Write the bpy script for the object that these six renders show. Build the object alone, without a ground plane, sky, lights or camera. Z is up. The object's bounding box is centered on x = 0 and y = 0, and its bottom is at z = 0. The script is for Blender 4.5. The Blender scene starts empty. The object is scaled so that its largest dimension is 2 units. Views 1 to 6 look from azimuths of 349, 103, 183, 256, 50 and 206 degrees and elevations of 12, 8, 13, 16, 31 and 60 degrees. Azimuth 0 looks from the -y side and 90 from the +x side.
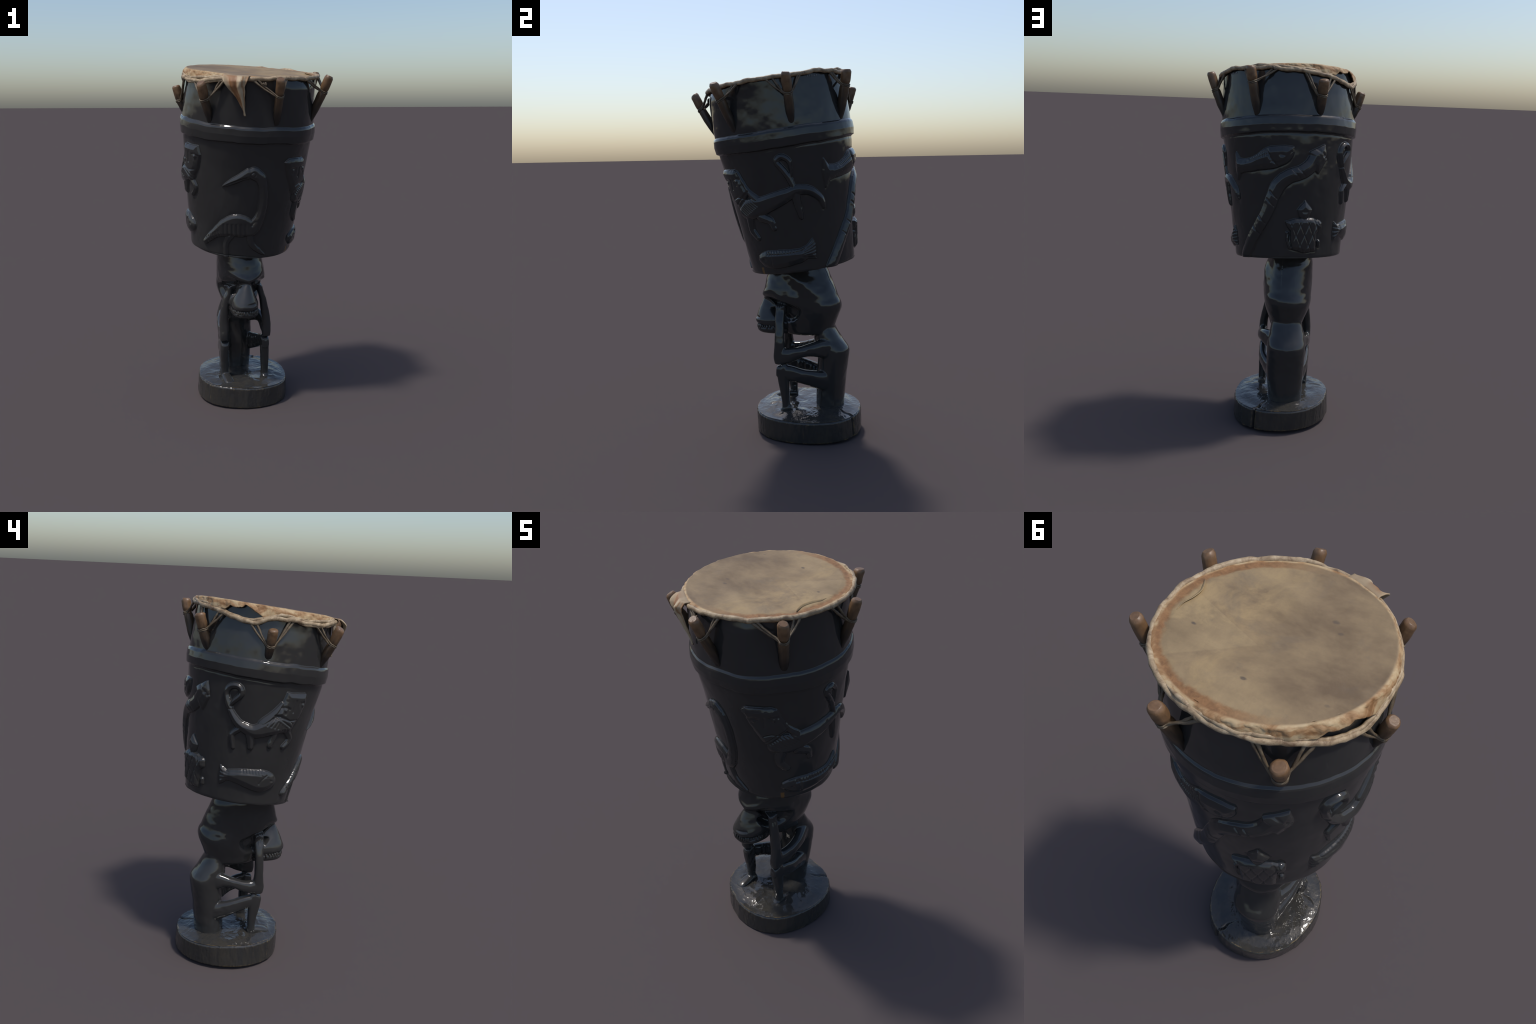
# A carved, black painted wooden drum: a crouching big-headed figure on a round base
# carries a tilted drum with animal reliefs, a hide drumhead, a rope hoop and seven pegs.
import bpy, math
import numpy as np
from mathutils import Matrix, Vector
from mathutils.bvhtree import BVHTree

rng = np.random.default_rng(7)

# ------------------------------------------------------------------ helpers
_tab = np.random.default_rng(11).random(4096) * 2 - 1

def vnoise(x, y, z=0.0):
    """smooth value noise in -1..1 on arrays"""
    x, y, z = np.broadcast_arrays(np.asarray(x, float), np.asarray(y, float), np.asarray(z, float))
    xi, yi, zi = np.floor(x).astype(int), np.floor(y).astype(int), np.floor(z).astype(int)
    f = [x - xi, y - yi, z - zi]
    f = [t * t * t * (t * (t * 6 - 15) + 10) for t in f]
    out = 0
    for dx in (0, 1):
        for dy in (0, 1):
            for dz in (0, 1):
                h = ((xi + dx) * 73856093 ^ (yi + dy) * 19349663 ^ (zi + dz) * 83492791) & 4095
                w = (f[0] if dx else 1 - f[0]) * (f[1] if dy else 1 - f[1]) * (f[2] if dz else 1 - f[2])
                out = out + w * _tab[h]
    return out

def fbm(x, y, z=0.0, octaves=3):
    s, a = 0, 1.0
    for i in range(octaves):
        s = s + a * vnoise(np.asarray(x) * 2 ** i + 17 * i, np.asarray(y) * 2 ** i - 5 * i, np.asarray(z) * 2 ** i + 3 * i)
        a *= .5
    return s

def sstep(a, b, x):
    t = np.clip((x - a) / (b - a), 0, 1)
    return t * t * (3 - 2 * t)

def catmull(pts, n=8, closed=False):
    """resample control rows (any columns) as a Catmull-Rom spline"""
    P = np.array(pts, float)
    if len(P) < 3:
        t = np.linspace(0, 1, n)[:, None]
        return P[0] * (1 - t) + P[-1] * t
    Q = np.vstack([P[-1], P, P[0], P[1]]) if closed else np.vstack([2 * P[0] - P[1], P, 2 * P[-1] - P[-2]])
    out = []
    for i in range(len(Q) - 3):
        t = np.linspace(0, 1, n, endpoint=False)[:, None]
        a, b, c, d = Q[i:i + 4]
        out.append(.5 * (2 * b + (c - a) * t + (2 * a - 5 * b + 4 * c - d) * t ** 2 + (3 * b - a - 3 * c + d) * t ** 3))
    out = np.vstack(out)
    return out if closed else np.vstack([out, P[-1]])

def mesh_object(name, verts, faces, mat, parent=None, matrix=None, smooth=True, angle=None):
    me = bpy.data.meshes.new(name)
    V = np.asarray(verts, np.float32)
    if isinstance(faces, np.ndarray):
        n, k = faces.shape
        me.vertices.add(len(V)); me.vertices.foreach_set('co', V.ravel())
        me.loops.add(n * k); me.loops.foreach_set('vertex_index', faces.astype(np.int32).ravel())
        me.polygons.add(n)
        me.polygons.foreach_set('loop_start', np.arange(0, n * k, k, dtype=np.int32))
        me.update(calc_edges=True)
    else:
        me.from_pydata([tuple(map(float, v)) for v in V], [], faces)
    me.validate()
    if smooth:
        me.polygons.foreach_set('use_smooth', np.ones(len(me.polygons), bool))
    me.materials.append(mat)
    ob = bpy.data.objects.new(name, me)
    bpy.context.scene.collection.objects.link(ob)
    if matrix is not None:
        ob.matrix_world = matrix
    if angle is not None:
        me.set_sharp_from_angle(angle=math.radians(angle))
    return ob

def grid_faces(rows, cols, wrap=True):
    i = np.arange(rows - 1)[:, None]
    j = np.arange(cols if wrap else cols - 1)[None, :]
    j2 = (j + 1) % cols
    return np.stack(np.broadcast_arrays(i * cols + j, i * cols + j2, (i + 1) * cols + j2, (i + 1) * cols + j), -1).reshape(-1, 4)

def ring_loft(rings, cap=True):
    """rings: (m, k, 3); closed tube with fan caps -> verts, faces list"""
    m, k, _ = rings.shape
    V = rings.reshape(-1, 3)
    F = [tuple(int(q) for q in f) for f in grid_faces(m, k)]
    if cap:
        V = np.vstack([V, rings[0].mean(0), rings[-1].mean(0)])
        a, b = m * k, m * k + 1
        F += [(a, (j + 1) % k, j) for j in range(k)]
        F += [(b, (m - 1) * k + j, (m - 1) * k + (j + 1) % k) for j in range(k)]
    return V, F

def frames(P, ref):
    T = np.gradient(P, axis=0)
    T /= np.linalg.norm(T, axis=1)[:, None]
    S = ref - T * (T @ ref)[:, None]
    S /= np.linalg.norm(S, axis=1)[:, None]
    return T, S, np.cross(T, S)

def superellipse(k, e):
    t = np.linspace(0, 2 * np.pi, k, endpoint=False)
    c, s = np.cos(t), np.sin(t)
    return np.sign(c) * abs(c) ** (2 / e), np.sign(s) * abs(s) ** (2 / e)

def limb(ctrl, ref=(1, 0, 0), e=2.6, k=28, n=8):
    """ctrl rows: x, y, z, half width along ref, half width across"""
    C = catmull(ctrl, n)
    P = C[:, :3]
    T, S, U = frames(P, np.array(ref, float))
    c, s = superellipse(k, e)
    R = P[:, None] + C[:, 3, None, None] * c[None, :, None] * S[:, None] + C[:, 4, None, None] * s[None, :, None] * U[:, None]
    return ring_loft(R)

def strand(ctrl, radius, k=8, n=8, ref=(.3, .2, 1), rough=0.0, seed=0, taper=None):
    C = catmull(ctrl, n)
    P = C[:, :3]
    T, S, U = frames(P, np.array(ref, float))
    t = np.linspace(0, 2 * np.pi, k, endpoint=False)
    q = np.linspace(0, 1, len(P))
    rad = radius * np.ones(len(P)) if taper is None else radius * np.interp(q, *taper)
    rr = rad[:, None] * (1 + rough * vnoise(q[:, None] * len(P) * .4, np.cos(t)[None] * 1.3 + seed, np.sin(t)[None] * 1.3 + seed))
    R = P[:, None] + rr[..., None] * (np.cos(t)[None, :, None] * S[:, None] + np.sin(t)[None, :, None] * U[:, None])
    return ring_loft(R)

def join(parts):
    V, F, o = [], [], 0
    for v, f in parts:
        V.append(v); F += [tuple(i + o for i in q) for q in f]; o += len(v)
    return np.vstack(V), F

# ------------------------------------------------------------------ materials
def new_mat(name):
    m = bpy.data.materials.new(name); m.use_nodes = True
    nt = m.node_tree
    return m, nt, nt.nodes['Principled BSDF']

class Nodes:
    def __init__(s, nt):
        s.nt = nt
        s.tc = nt.nodes.new('ShaderNodeTexCoord')
    def add(s, kind, **kw):
        n = s.nt.nodes.new(kind)
        for k, v in kw.items():
            if k in n.inputs: s.put(n.inputs[k], v)
            else: setattr(n, k, v)
        return n
    def put(s, sock, v):
        if isinstance(v, bpy.types.NodeSocket): s.nt.links.new(v, sock)
        else: sock.default_value = v
    def coords(s, scale=(1, 1, 1), loc=(0, 0, 0)):
        m = s.add('ShaderNodeMapping'); s.nt.links.new(s.tc.outputs['Object'], m.inputs['Vector'])
        m.inputs['Scale'].default_value = scale; m.inputs['Location'].default_value = loc
        return m.outputs[0]
    def noise(s, scale, detail=4, rough=.5, dist=0.0, stretch=(1, 1, 1), loc=(0, 0, 0)):
        n = s.add('ShaderNodeTexNoise'); s.put(n.inputs['Vector'], s.coords(stretch, loc))
        n.inputs['Scale'].default_value = scale; n.inputs['Detail'].default_value = detail
        n.inputs['Roughness'].default_value = rough; n.inputs['Distortion'].default_value = dist
        return n.outputs['Fac']
    def ramp(s, fac, stops):
        r = s.add('ShaderNodeValToRGB'); s.put(r.inputs['Fac'], fac)
        el = r.color_ramp.elements
        while len(el) < len(stops): el.new(.5)
        for e, (p, c) in zip(el, stops):
            e.position = p; e.color = (*c, 1) if isinstance(c, tuple) else (c, c, c, 1)
        return r.outputs['Color']
    def mix(s, fac, a, b):
        m = s.add('ShaderNodeMix', data_type='RGBA')
        s.put(m.inputs[0], fac)
        for k, v in ((6, a), (7, b)):
            s.put(m.inputs[k], (*v, 1) if isinstance(v, tuple) else v)
        return m.outputs[2]
    def math(s, op, a, b=0.0, clamp=False):
        m = s.add('ShaderNodeMath', operation=op, use_clamp=clamp)
        s.put(m.inputs[0], a); s.put(m.inputs[1], b)
        return m.outputs[0]
    def xyz(s):
        n = s.add('ShaderNodeSeparateXYZ'); s.nt.links.new(s.tc.outputs['Object'], n.inputs[0])
        return n.outputs
    def band(s, v, lo, hi):
        """0 below lo, 1 above hi"""
        m = s.add('ShaderNodeMapRange', interpolation_type='SMOOTHSTEP')
        s.put(m.inputs['Value'], v); m.inputs['From Min'].default_value = lo; m.inputs['From Max'].default_value = hi
        return m.outputs[0]
    def bump(s, h, strength, dist, normal=None):
        b = s.add('ShaderNodeBump'); s.put(b.inputs['Height'], h)
        b.inputs['Strength'].default_value = strength; b.inputs['Distance'].default_value = dist
        if normal is not None: s.put(b.inputs['Normal'], normal)
        return b.outputs[0]

BLACK = (.0285, .028, .0272)
OCHRE = (.13, .075, .025)

def paint_material(name, wear=.5, base=BLACK, rough=.085, edge=.0, ripple=.5, ripple_scale=22, dust=0.0, scar=False):
    m, nt, bs = new_mat(name)
    N = Nodes(nt)
    tone = N.noise(5, 5, .6)
    col = N.mix(tone, tuple(c * .8 for c in base), tuple(c * 1.25 for c in base))
    # bare wood showing through thin scratches and rubbed specks
    specks = N.ramp(N.noise(55, 5, .75, .6), [(.66, 0.0), (.74, 1.0)])
    area = N.ramp(N.noise(7, 3, .5, loc=(3, 1, 2)), [(.5, 0.0), (.68, 1.0)])
    f = N.math('MULTIPLY', specks, area)
    f = N.math('MULTIPLY', f, wear, True)
    col = N.mix(f, col, OCHRE)
    if scar:
        x, y, z = N.xyz()
        dx = N.math('SUBTRACT', x, .237); dy = N.math('SUBTRACT', y, -.172)
        d = N.math('ADD', N.math('SQRT', N.math('ADD', N.math('MULTIPLY', dx, dx), N.math('MULTIPLY', dy, dy))), N.math('MULTIPLY', N.noise(70, 3), .006))
        k = N.math('MULTIPLY', N.math('SUBTRACT', 1.0, N.band(d, .010, .015)), N.math('SUBTRACT', 1.0, N.band(z, -.702, -.696)))
        col = N.mix(N.math('MULTIPLY', k, .8), col, (.16, .085, .025))
    if dust:
        st = N.ramp(N.noise(16, 6, .7, .3, (1, 1, .22)), [(.42, 0.0), (.72, 1.0)])
        col = N.mix(N.math('MULTIPLY', st, dust), col, (.075, .062, .04))
    if edge:
        g = N.add('ShaderNodeNewGeometry').outputs['Pointiness']
        e = N.ramp(g, [(.512, 0.0), (.545, 1.0)])
        e = N.math('MULTIPLY', e, N.ramp(N.noise(28, 4, .7), [(.45, 0.0), (.62, 1.0)]))
        col = N.mix(N.math('MULTIPLY', e, edge), col, (.16, .115, .055))
    nt.links.new(col, bs.inputs['Base Color'])
    rv = N.noise(9, 4, .6)
    r = N.math('MULTIPLY_ADD', rv, rough * .7); r.node.inputs[2].default_value = rough * .65
    r = N.math('ADD', r, N.math('MULTIPLY', f, .3))
    nt.links.new(r, bs.inputs['Roughness'])
    bs.inputs['Specular IOR Level'].default_value = .5
    b1 = N.bump(N.noise(ripple_scale, 2, .5, .4), ripple, .004)
    b2 = N.bump(N.noise(170, 4, .65, 0, (1, 1, 1)), .05, .0012, b1)
    nt.links.new(b2, bs.inputs['Normal'])
    return m

M_shell = paint_material('black_glossy_paint', wear=.55, ripple=.06, ripple_scale=11, scar=True)
M_relief = paint_material('black_carved_paint', wear=.9, ripple=.10, ripple_scale=24)
M_figure = paint_material('black_figure_paint', wear=.35, ripple=.12, ripple_scale=14)
M_base = paint_material('black_base_paint', wear=1.0, ripple=.5, ripple_scale=52, edge=.8, dust=.35, rough=.10)

def hide_material(name):
    """drumhead membrane: object frame = drum frame, z up the drum axis"""
    m, nt, bs = new_mat(name); N = Nodes(nt)
    x, y, z = N.xyz()
    a = N.ramp(N.noise(3.2, 6, .62, .15, (1, 1.6, 1)), [(.36, (.138, .094, .055)), (.50, (.212, .150, .086)), (.66, (.285, .206, .114))])
    # yellowish rubbed patches
    p = N.ramp(N.noise(7, 5, .65, .6, loc=(.4, .1, 0)), [(.44, 0.0), (.62, 1.0)])
    zone = N.band(x, -.10, .18)
    a = N.mix(N.math('MULTIPLY', N.math('MULTIPLY', p, zone), .7), a, (.345, .245, .122))
    # a triangular lighter hide patch
    l1 = N.band(N.math('ADD', N.math('MULTIPLY', x, .383), N.math('MULTIPLY', y, .924)), .066, .070)
    l2 = N.band(N.math('SUBTRACT', N.math('MULTIPLY', x, .65), N.math('MULTIPLY', y, .76)), -.026, -.018)
    a = N.mix(N.math('MULTIPLY', N.math('MULTIPLY', l1, l2), .22), a, (.40, .30, .16))
    # grey smudges
    g = N.ramp(N.noise(4.5, 5, .65, .5, loc=(2, 5, 1)), [(.56, 0.0), (.72, 1.0)])
    a = N.mix(N.math('MULTIPLY', g, .5), a, (.125, .102, .082))
    # fine fibre
    fi = N.noise(60, 5, .7, .2, (1, .35, 1))
    a = N.mix(N.math('MULTIPLY', N.ramp(fi, [(.4, 0.0), (.7, 1.0)]), .22), a, (.17, .12, .075))
    # single stains
    for sx, sy, sr, st in ((.241, .077, .012, .8), (.0, .207, .014, .75), (-.127, -.139, .017, .6), (-.162, -.099, .014, .5), (-.25, .19, .012, .4)):
        dx = N.math('SUBTRACT', x, sx); dy = N.math('SUBTRACT', y, sy)
        d = N.math('SQRT', N.math('ADD', N.math('MULTIPLY', dx, dx), N.math('MULTIPLY', N.math('MULTIPLY', dy, dy), 2.5)))
        d = N.math('ADD', d, N.math('MULTIPLY', N.math('SUBTRACT', N.noise(60, 3), .5), .012))
        a = N.mix(N.math('MULTIPLY', N.math('SUBTRACT', 1.0, N.band(d, sr * .3, sr)), st), a, (.075, .06, .05))
    # rim: rust brown fur left at the edge, cream rawhide with streaks outside
    rr = N.math('SQRT', N.math('ADD', N.math('MULTIPLY', x, x), N.math('MULTIPLY', y, y)))
    ang = N.math('ARCTAN2', y, x)
    wob = N.math('MULTIPLY', N.math('SUBTRACT', N.noise(7, 5, .65), .5), .075)
    rw = N.math('ADD', rr, wob)
    side = N.band(N.math('ADD', N.math('MULTIPLY', x, .85), N.math('MULTIPLY', y, .25)), -.12, .12)
    fur_in = N.band(rw, .322, .338)
    rust = N.ramp(N.noise(40, 5, .7, .4, (1, 1, .3)), [(.3, (.12, .055, .022)), (.55, (.23, .11, .045)), (.75, (.31, .17, .075))])
    a = N.mix(N.math('MULTIPLY', N.math('MULTIPLY', fur_in, side), .85), a, rust)
    cream = N.ramp(N.noise(9, 5, .62, 1.2, (1, 1, 2.2), (1, 2, 3)), [(.34, (.20, .10, .04)), (.45, (.31, .185, .09)), (.55, (.41, .295, .165)), (.70, (.47, .37, .23))])
    a = N.mix(N.band(rr, .353, .363), a, cream)
    nt.links.new(a, bs.inputs['Base Color'])
    bs.inputs['Roughness'].default_value = .62
    bs.inputs['Specular IOR Level'].default_value = .3
    b = N.bump(N.noise(45, 5, .7), .35, .004)
    nt.links.new(b, bs.inputs['Normal'])
    return m
M_hide = hide_material('tan_hide')

def rope_material(name, dark=1.0, tint=(1, 1, 1)):
    m, nt, bs = new_mat(name); N = Nodes(nt)
    c = [(.15, .093, .050), (.32, .232, .138), (.46, .36, .235)]
    c = [tuple(v * dark * t for v, t in zip(q, tint)) for q in c]
    a = N.ramp(N.noise(26, 5, .7, .6), [(.33, c[0]), (.5, c[1]), (.68, c[2])])
    nt.links.new(a, bs.inputs['Base Color'])
    bs.inputs['Roughness'].default_value = .55
    nt.links.new(N.bump(N.noise(90, 4, .7, .5, (1, 1, 2.5)), .5, .003), bs.inputs['Normal'])
    return m
M_rope = rope_material('twisted_rawhide', 1.0)
M_lash = rope_material('rawhide_lashing', .36)

def peg_material(name):
    """object frame of a peg: z from base (0) to tip (1 = scaled length)"""
    m, nt, bs = new_mat(name); N = Nodes(nt)
    x, y, z = N.xyz()
    wood = N.ramp(N.noise(30, 5, .65, .5, (1, 1, .14)), [(.35, (.042, .026, .014)), (.52, (.10, .060, .031)), (.7, (.17, .102, .050))])
    tip = N.band(N.math('ADD', z, N.math('MULTIPLY', N.noise(20, 3), .04)), .17, .235)
    bright = N.ramp(N.noise(24, 4, .6), [(.35, (.12, .062, .028)), (.6, (.24, .135, .066))])
    col = N.mix(N.math('MULTIPLY', tip, .65), wood, bright)
    soot = N.math('ADD', z, N.math('MULTIPLY', N.math('SUBTRACT', N.noise(22, 4, .7, .3, (1, 1, .5)), .5), .20))
    col = N.mix(N.math('SUBTRACT', 1.0, N.band(soot, .02, .19)), col, (.02, .016, .013))
    nt.links.new(col, bs.inputs['Base Color'])
    bs.inputs['Roughness'].default_value = .42
    nt.links.new(N.bump(N.noise(60, 4, .7, .3, (1, 1, .15)), .4, .003), bs.inputs['Normal'])
    return m
M_peg = peg_material('smoked_brown_wood')

def flap_material(name):
    m, nt, bs = new_mat(name); N = Nodes(nt)
    x, y, z = N.xyz()
    q = N.math('SUBTRACT', .06, z)                       # distance down the flap
    xl = N.math('SUBTRACT', N.math('MULTIPLY', q, .648), .085)
    xr = N.math('SUBTRACT', .062, N.math('MULTIPLY', q, .071))
    u = N.math('DIVIDE', N.math('SUBTRACT', x, xl), N.math('MAXIMUM', N.math('SUBTRACT', xr, xl), .004))
    u = N.math('ADD', u, N.math('MULTIPLY', N.math('SUBTRACT', N.noise(20, 5, .65, .5, (1, 1, .45)), .5), .45))
    col = N.ramp(u, [(.0, (.36, .27, .165)), (.12, (.34, .22, .12)), (.20, (.24, .115, .045)), (.46, (.215, .10, .04)), (.55, (.40, .30, .19)), (.70, (.43, .335, .215)), (.76, (.26, .135, .055)), (.83, (.40, .30, .19)), (.95, (.25, .13, .055))])
    tipm = N.band(z, -.135, -.06)
    col = N.mix(N.math('MULTIPLY', N.math('SUBTRACT', 1.0, tipm), .8), col, (.36, .29, .19))
    col = N.mix(N.band(z, .058, .066), col, (.27, .20, .12))
    nt.links.new(col, bs.inputs['Base Color'])
    bs.inputs['Roughness'].default_value = .6
    nt.links.new(N.bump(N.noise(70, 4, .7, .3, (1, 1, .3)), .3, .003), bs.inputs['Normal'])
    return m
M_flap = flap_material('fur_hide_flap')

def plain(name, col, rough):
    m, nt, bs = new_mat(name); N = Nodes(nt)
    a = N.ramp(N.noise(60, 3), [(.3, tuple(c * .7 for c in col)), (.7, tuple(c * 1.2 for c in col))])
    nt.links.new(a, bs.inputs['Base Color']); bs.inputs['Roughness'].default_value = rough
    return m
M_tooth = plain('worn_tooth_paint', (.032, .030, .027), .2)
M_chalk = plain('pale_marking', (.42, .44, .48), .6)

# ------------------------------------------------------------------ thing and drum frame
thing = bpy.data.objects.new('carved_drum', None)
bpy.context.scene.collection.objects.link(thing)
thing['label'] = 'black carved wooden drum with hide head on crouching figure'
thing['category'] = 'drum'

B0 = np.array([-.0103, .0307, 1.6861])          # centre of the band's upper edge
nz = np.array([.046, -.130, 1.]); nz /= np.linalg.norm(nz)
ax = np.array([1, 0, -nz[0] / nz[2]]); ax -= nz * (ax @ nz); ax /= np.linalg.norm(ax)
ay = np.cross(nz, ax)
DRUM = Matrix(((ax[0], ay[0], nz[0], B0[0]), (ax[1], ay[1], nz[1], B0[1]), (ax[2], ay[2], nz[2], B0[2]), (0, 0, 0, 1)))
ELL = 1.006                                      # slightly longer towards +-y

def cyl(th, r, h):
    th, r, h = np.broadcast_arrays(np.asarray(th, float), np.asarray(r, float), np.asarray(h, float))
    return np.stack([r * np.cos(th), r * np.sin(th) * ELL, h], -1)

H_BOT, H_RIM = -.738, .252
PROF = [(-.738, .2905), (-.60, .3060), (-.40, .328), (-.20, .349), (-.094, .3595), (-.086, .3610), (-.079, .374), (-.04, .3785), (-.008, .3765), (.000, .3735), (.008, .3665), (.05, .3660), (.15, .3635), (.252, .360)]
def wall_r(h):
    return np.interp(h, *zip(*PROF))

# ------------------------------------------------------------------ reliefs (drum angle in degrees, height in metres, radius in metres)
class Relief:
    """a raised animal on the drum wall, described by spines with widths, corner shapes and cuts"""
    def __init__(s, name, centre, height=.018, bevel=.012):
        s.name, s.c, s.H, s.w = name, centre, height * 1.12, bevel * 1.95
        s.strokes, s.polys, s.cuts, s.bumps = [], [], [], []
    def stroke(s, pts, smooth=True, H=None):
        s.strokes.append((pts, smooth, H)); return s
    def corners(s, pts, H=None, round=.006):
        s.polys.append((pts, H, round)); return s
    def cut(s, pts, depth=.005, width=.004, smooth=True):
        s.cuts.append((pts, depth, width, smooth)); return s
    def bump(s, th, h, r, amount):
        s.bumps.append((th, h, r, amount)); return s
    def metric(s, th, h):
        d = (np.asarray(th, float) - s.c + 180) % 360 - 180
        return np.radians(d) * wall_r(np.clip(h, -.73, -.09)), np.asarray(h, float)
    def path(s, pts, smooth):
        P = np.array(pts, float)
        X, Y = s.metric(P[:, 0], P[:, 1])
        C = np.column_stack([X, Y] + ([P[:, 2]] if P.shape[1] > 2 else [np.zeros(len(P))]))
        return catmull(C, 5) if smooth and len(C) > 2 else C
    @staticmethod
    def seg(X, Y, C):
        best = np.full(X.shape, 9.)
        if len(C) == 1:
            return np.hypot(X - C[0, 0], Y - C[0, 1]) - C[0, 2]
        for p, q in zip(C[:-1], C[1:]):
            d = q[:2] - p[:2]; L = max(d @ d, 1e-12)
            t = np.clip(((X - p[0]) * d[0] + (Y - p[1]) * d[1]) / L, 0, 1)
            best = np.minimum(best, np.hypot(X - p[0] - t * d[0], Y - p[1] - t * d[1]) - (p[2] + t * (q[2] - p[2])))
        return best
    @staticmethod
    def poly(X, Y, C):
        d = np.full(X.shape, 9.); inside = np.zeros(X.shape, bool)
        for p, q in zip(C, np.roll(C, -1, 0)):
            e = q - p; t = np.clip(((X - p[0]) * e[0] + (Y - p[1]) * e[1]) / (e @ e), 0, 1)
            d = np.minimum(d, np.hypot(X - p[0] - t * e[0], Y - p[1] - t * e[1]))
            cond = ((p[1] > Y) != (q[1] > Y))
            xx = p[0] + (Y - p[1]) * e[0] / (e[1] if abs(e[1]) > 1e-9 else 1e-9)
            inside ^= cond & (X < xx)
        return np.where(inside, -d, d)
    def raised(s, d, H, w=9):
        t = np.clip(-d / min(s.w, w), 0, 1)
        step = .30 * H
        return step * sstep(.001, -.004, d) + (H - step) * (1 - (1 - t) ** 1.25)
    def evaluate(s, th, h):
        X, Y = s.metric(th, h)
        jit = .0012 * fbm(X * 38 + s.c, Y * 38, 0, 2)
        dmin = np.full(X.shape, 9.); hgt = np.zeros(X.shape)
        for pts, sm, H in s.strokes:
            C = s.path(pts, sm)
            d = s.seg(X, Y, C) + jit
            hgt = np.maximum(hgt, s.raised(d, H or s.H, 1.15 * C[:, 2].max())); dmin = np.minimum(dmin, d)
        for pts, H, rd in s.polys:
            C = s.path(pts, False)[:, :2]
            d = s.poly(X, Y, C) - rd * .3 + jit
            hh = s.raised(d, H or s.H)
            hgt = np.maximum(hgt, hh); dmin = np.minimum(dmin, d)
        for th0, h0, r, am in s.bumps:
            x0, y0 = s.metric(th0, h0)
            hgt = hgt + am * np.exp(-((X - x0) ** 2 + (Y - y0) ** 2) / r ** 2)
        body = sstep(.002, -.003, dmin)
        for pts, dep, wid, sm in s.cuts:
            C = s.path(pts, sm)
            C[:, 2] = 0
            d = s.seg(X, Y, C)
            hgt = hgt - .72 * dep * np.exp(-(d / (1.2 * wid)) ** 2) * body
        # the ground is scooped slightly round the figure
        hgt = hgt - .0022 * np.exp(-np.clip(dmin, 0, 1) / .014) * (1 - body)
        return hgt, dmin

reliefs = []
def relief(*a, **k):
    r = Relief(*a, **k); reliefs.append(r); return r

bird = relief('bird_relief', -100, .016, .011)
bird.stroke([(-142, -.668, .018), (-129, -.605, .030), (-116, -.562, .054), (-105, -.546, .068), (-97, -.553, .058), (-89.5, -.556, .042), (-83.2, -.492, .028), (-81.2, -.411, .026), (-82.3, -.331, .026), (-85.8, -.268, .030), (-92.5, -.240, .036)])
bird.stroke([(-97, -.243, .030), (-103, -.262, .023), (-109.3, -.285, .019), (-116.9, -.312, .012), (-121.6, -.329, .003)])
bird.stroke([(-111.5, -.60, .024), (-117, -.655, .017), (-117, -.735, .016)], H=.010)
bird.stroke([(-92, -.600, .022), (-88.5, -.655, .018), (-81, -.690, .015), (-73.6, -.716, .007)], H=.012)
for q in np.linspace(0, 1, 6):                 # wing feathers
    bird.cut([(-119 + 22 * q, -.545 + .012 * q), (-118.5 + 22.5 * q, -.605)], .0045, .005)
for q in np.linspace(0, 1, 6):                 # tail feathers
    bird.cut([(-139 + 14 * q, -.640 + .055 * q), (-136 + 14 * q, -.690 + .055 * q)], .0045, .004)
bird.cut([(-99, -.268), (-110, -.293), (-121, -.329)], .006, .0035)
bird.cut([(-93, -.232), (-91, -.246), (-93.2, -.262), (-95.5, -.247), (-93, -.232)], .004, .003)
bird.cut([(-90.5, -.535), (-87.5, -.515)], .006, .006)

def lion_face(r, m, eyes, nose, mouth):
    for e in eyes:
        r.cut([(e[0] - 3, e[1] + .002), (e[0], e[1] + .006), (e[0] + 3, e[1])], .0055, .006)
        r.cut([(e[0] - 2, e[1] - .012), (e[0], e[1] - .026), (e[0] + 2, e[1] - .012)], .004, .007)
        r.bump(e[0], e[1] - .010, .006, .0025)
    r.cut(nose, .005, .005); r.cut(mouth, .006, .004)

lion = relief('lion_relief', -178, .021, .013)
lion.corners([(-166.5, -.132), (-147.5, -.128), (-144.8, -.175), (-148.9, -.254), (-155, -.309), (-174, -.248), (-168.8, -.182)], H=.022)
lion.stroke([(-160.2, -.300, .040), (-166, -.292, .048), (-177.3, -.318, .044), (-187, -.344, .036), (-194.9, -.338, .029), (-203.2, -.313, .022), (-210.3, -.259, .015)])
lion.stroke([(-169, -.19, .012), (-174, -.245, .020), (-182, -.300, .026)], H=.019)
lion.stroke([(-210.5, -.250, .014), (-213, -.224, .018), (-215.1, -.180, .016), (-213.2, -.147, .016), (-208.4, -.134, .016), (-203.9, -.143, .015), (-203.1, -.175, .015), (-208, -.210, .014), (-210.8, -.235, .011)], H=.022)
lion.stroke([(-200, -.340, .017), (-205.8, -.372, .015), (-206.3, -.392, .014), (-204.3, -.444, .011)], H=.017)
lion.stroke([(-192.4, -.350, .024), (-190.5, -.385, .020), (-189.3, -.428, .016)], H=.018)
lion.stroke([(-170.1, -.345, .017), (-172.4, -.410, .015)], H=.015)
lion.stroke([(-159, -.325, .022), (-154, -.360, .018), (-155, -.385, .016), (-159, -.412, .014)], H=.017)
lion_face(lion, 0, [(-166, -.212), (-150, -.180)], [(-158, -.170), (-159, -.225)], [(-168, -.262), (-160, -.270), (-152, -.262)])
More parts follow.
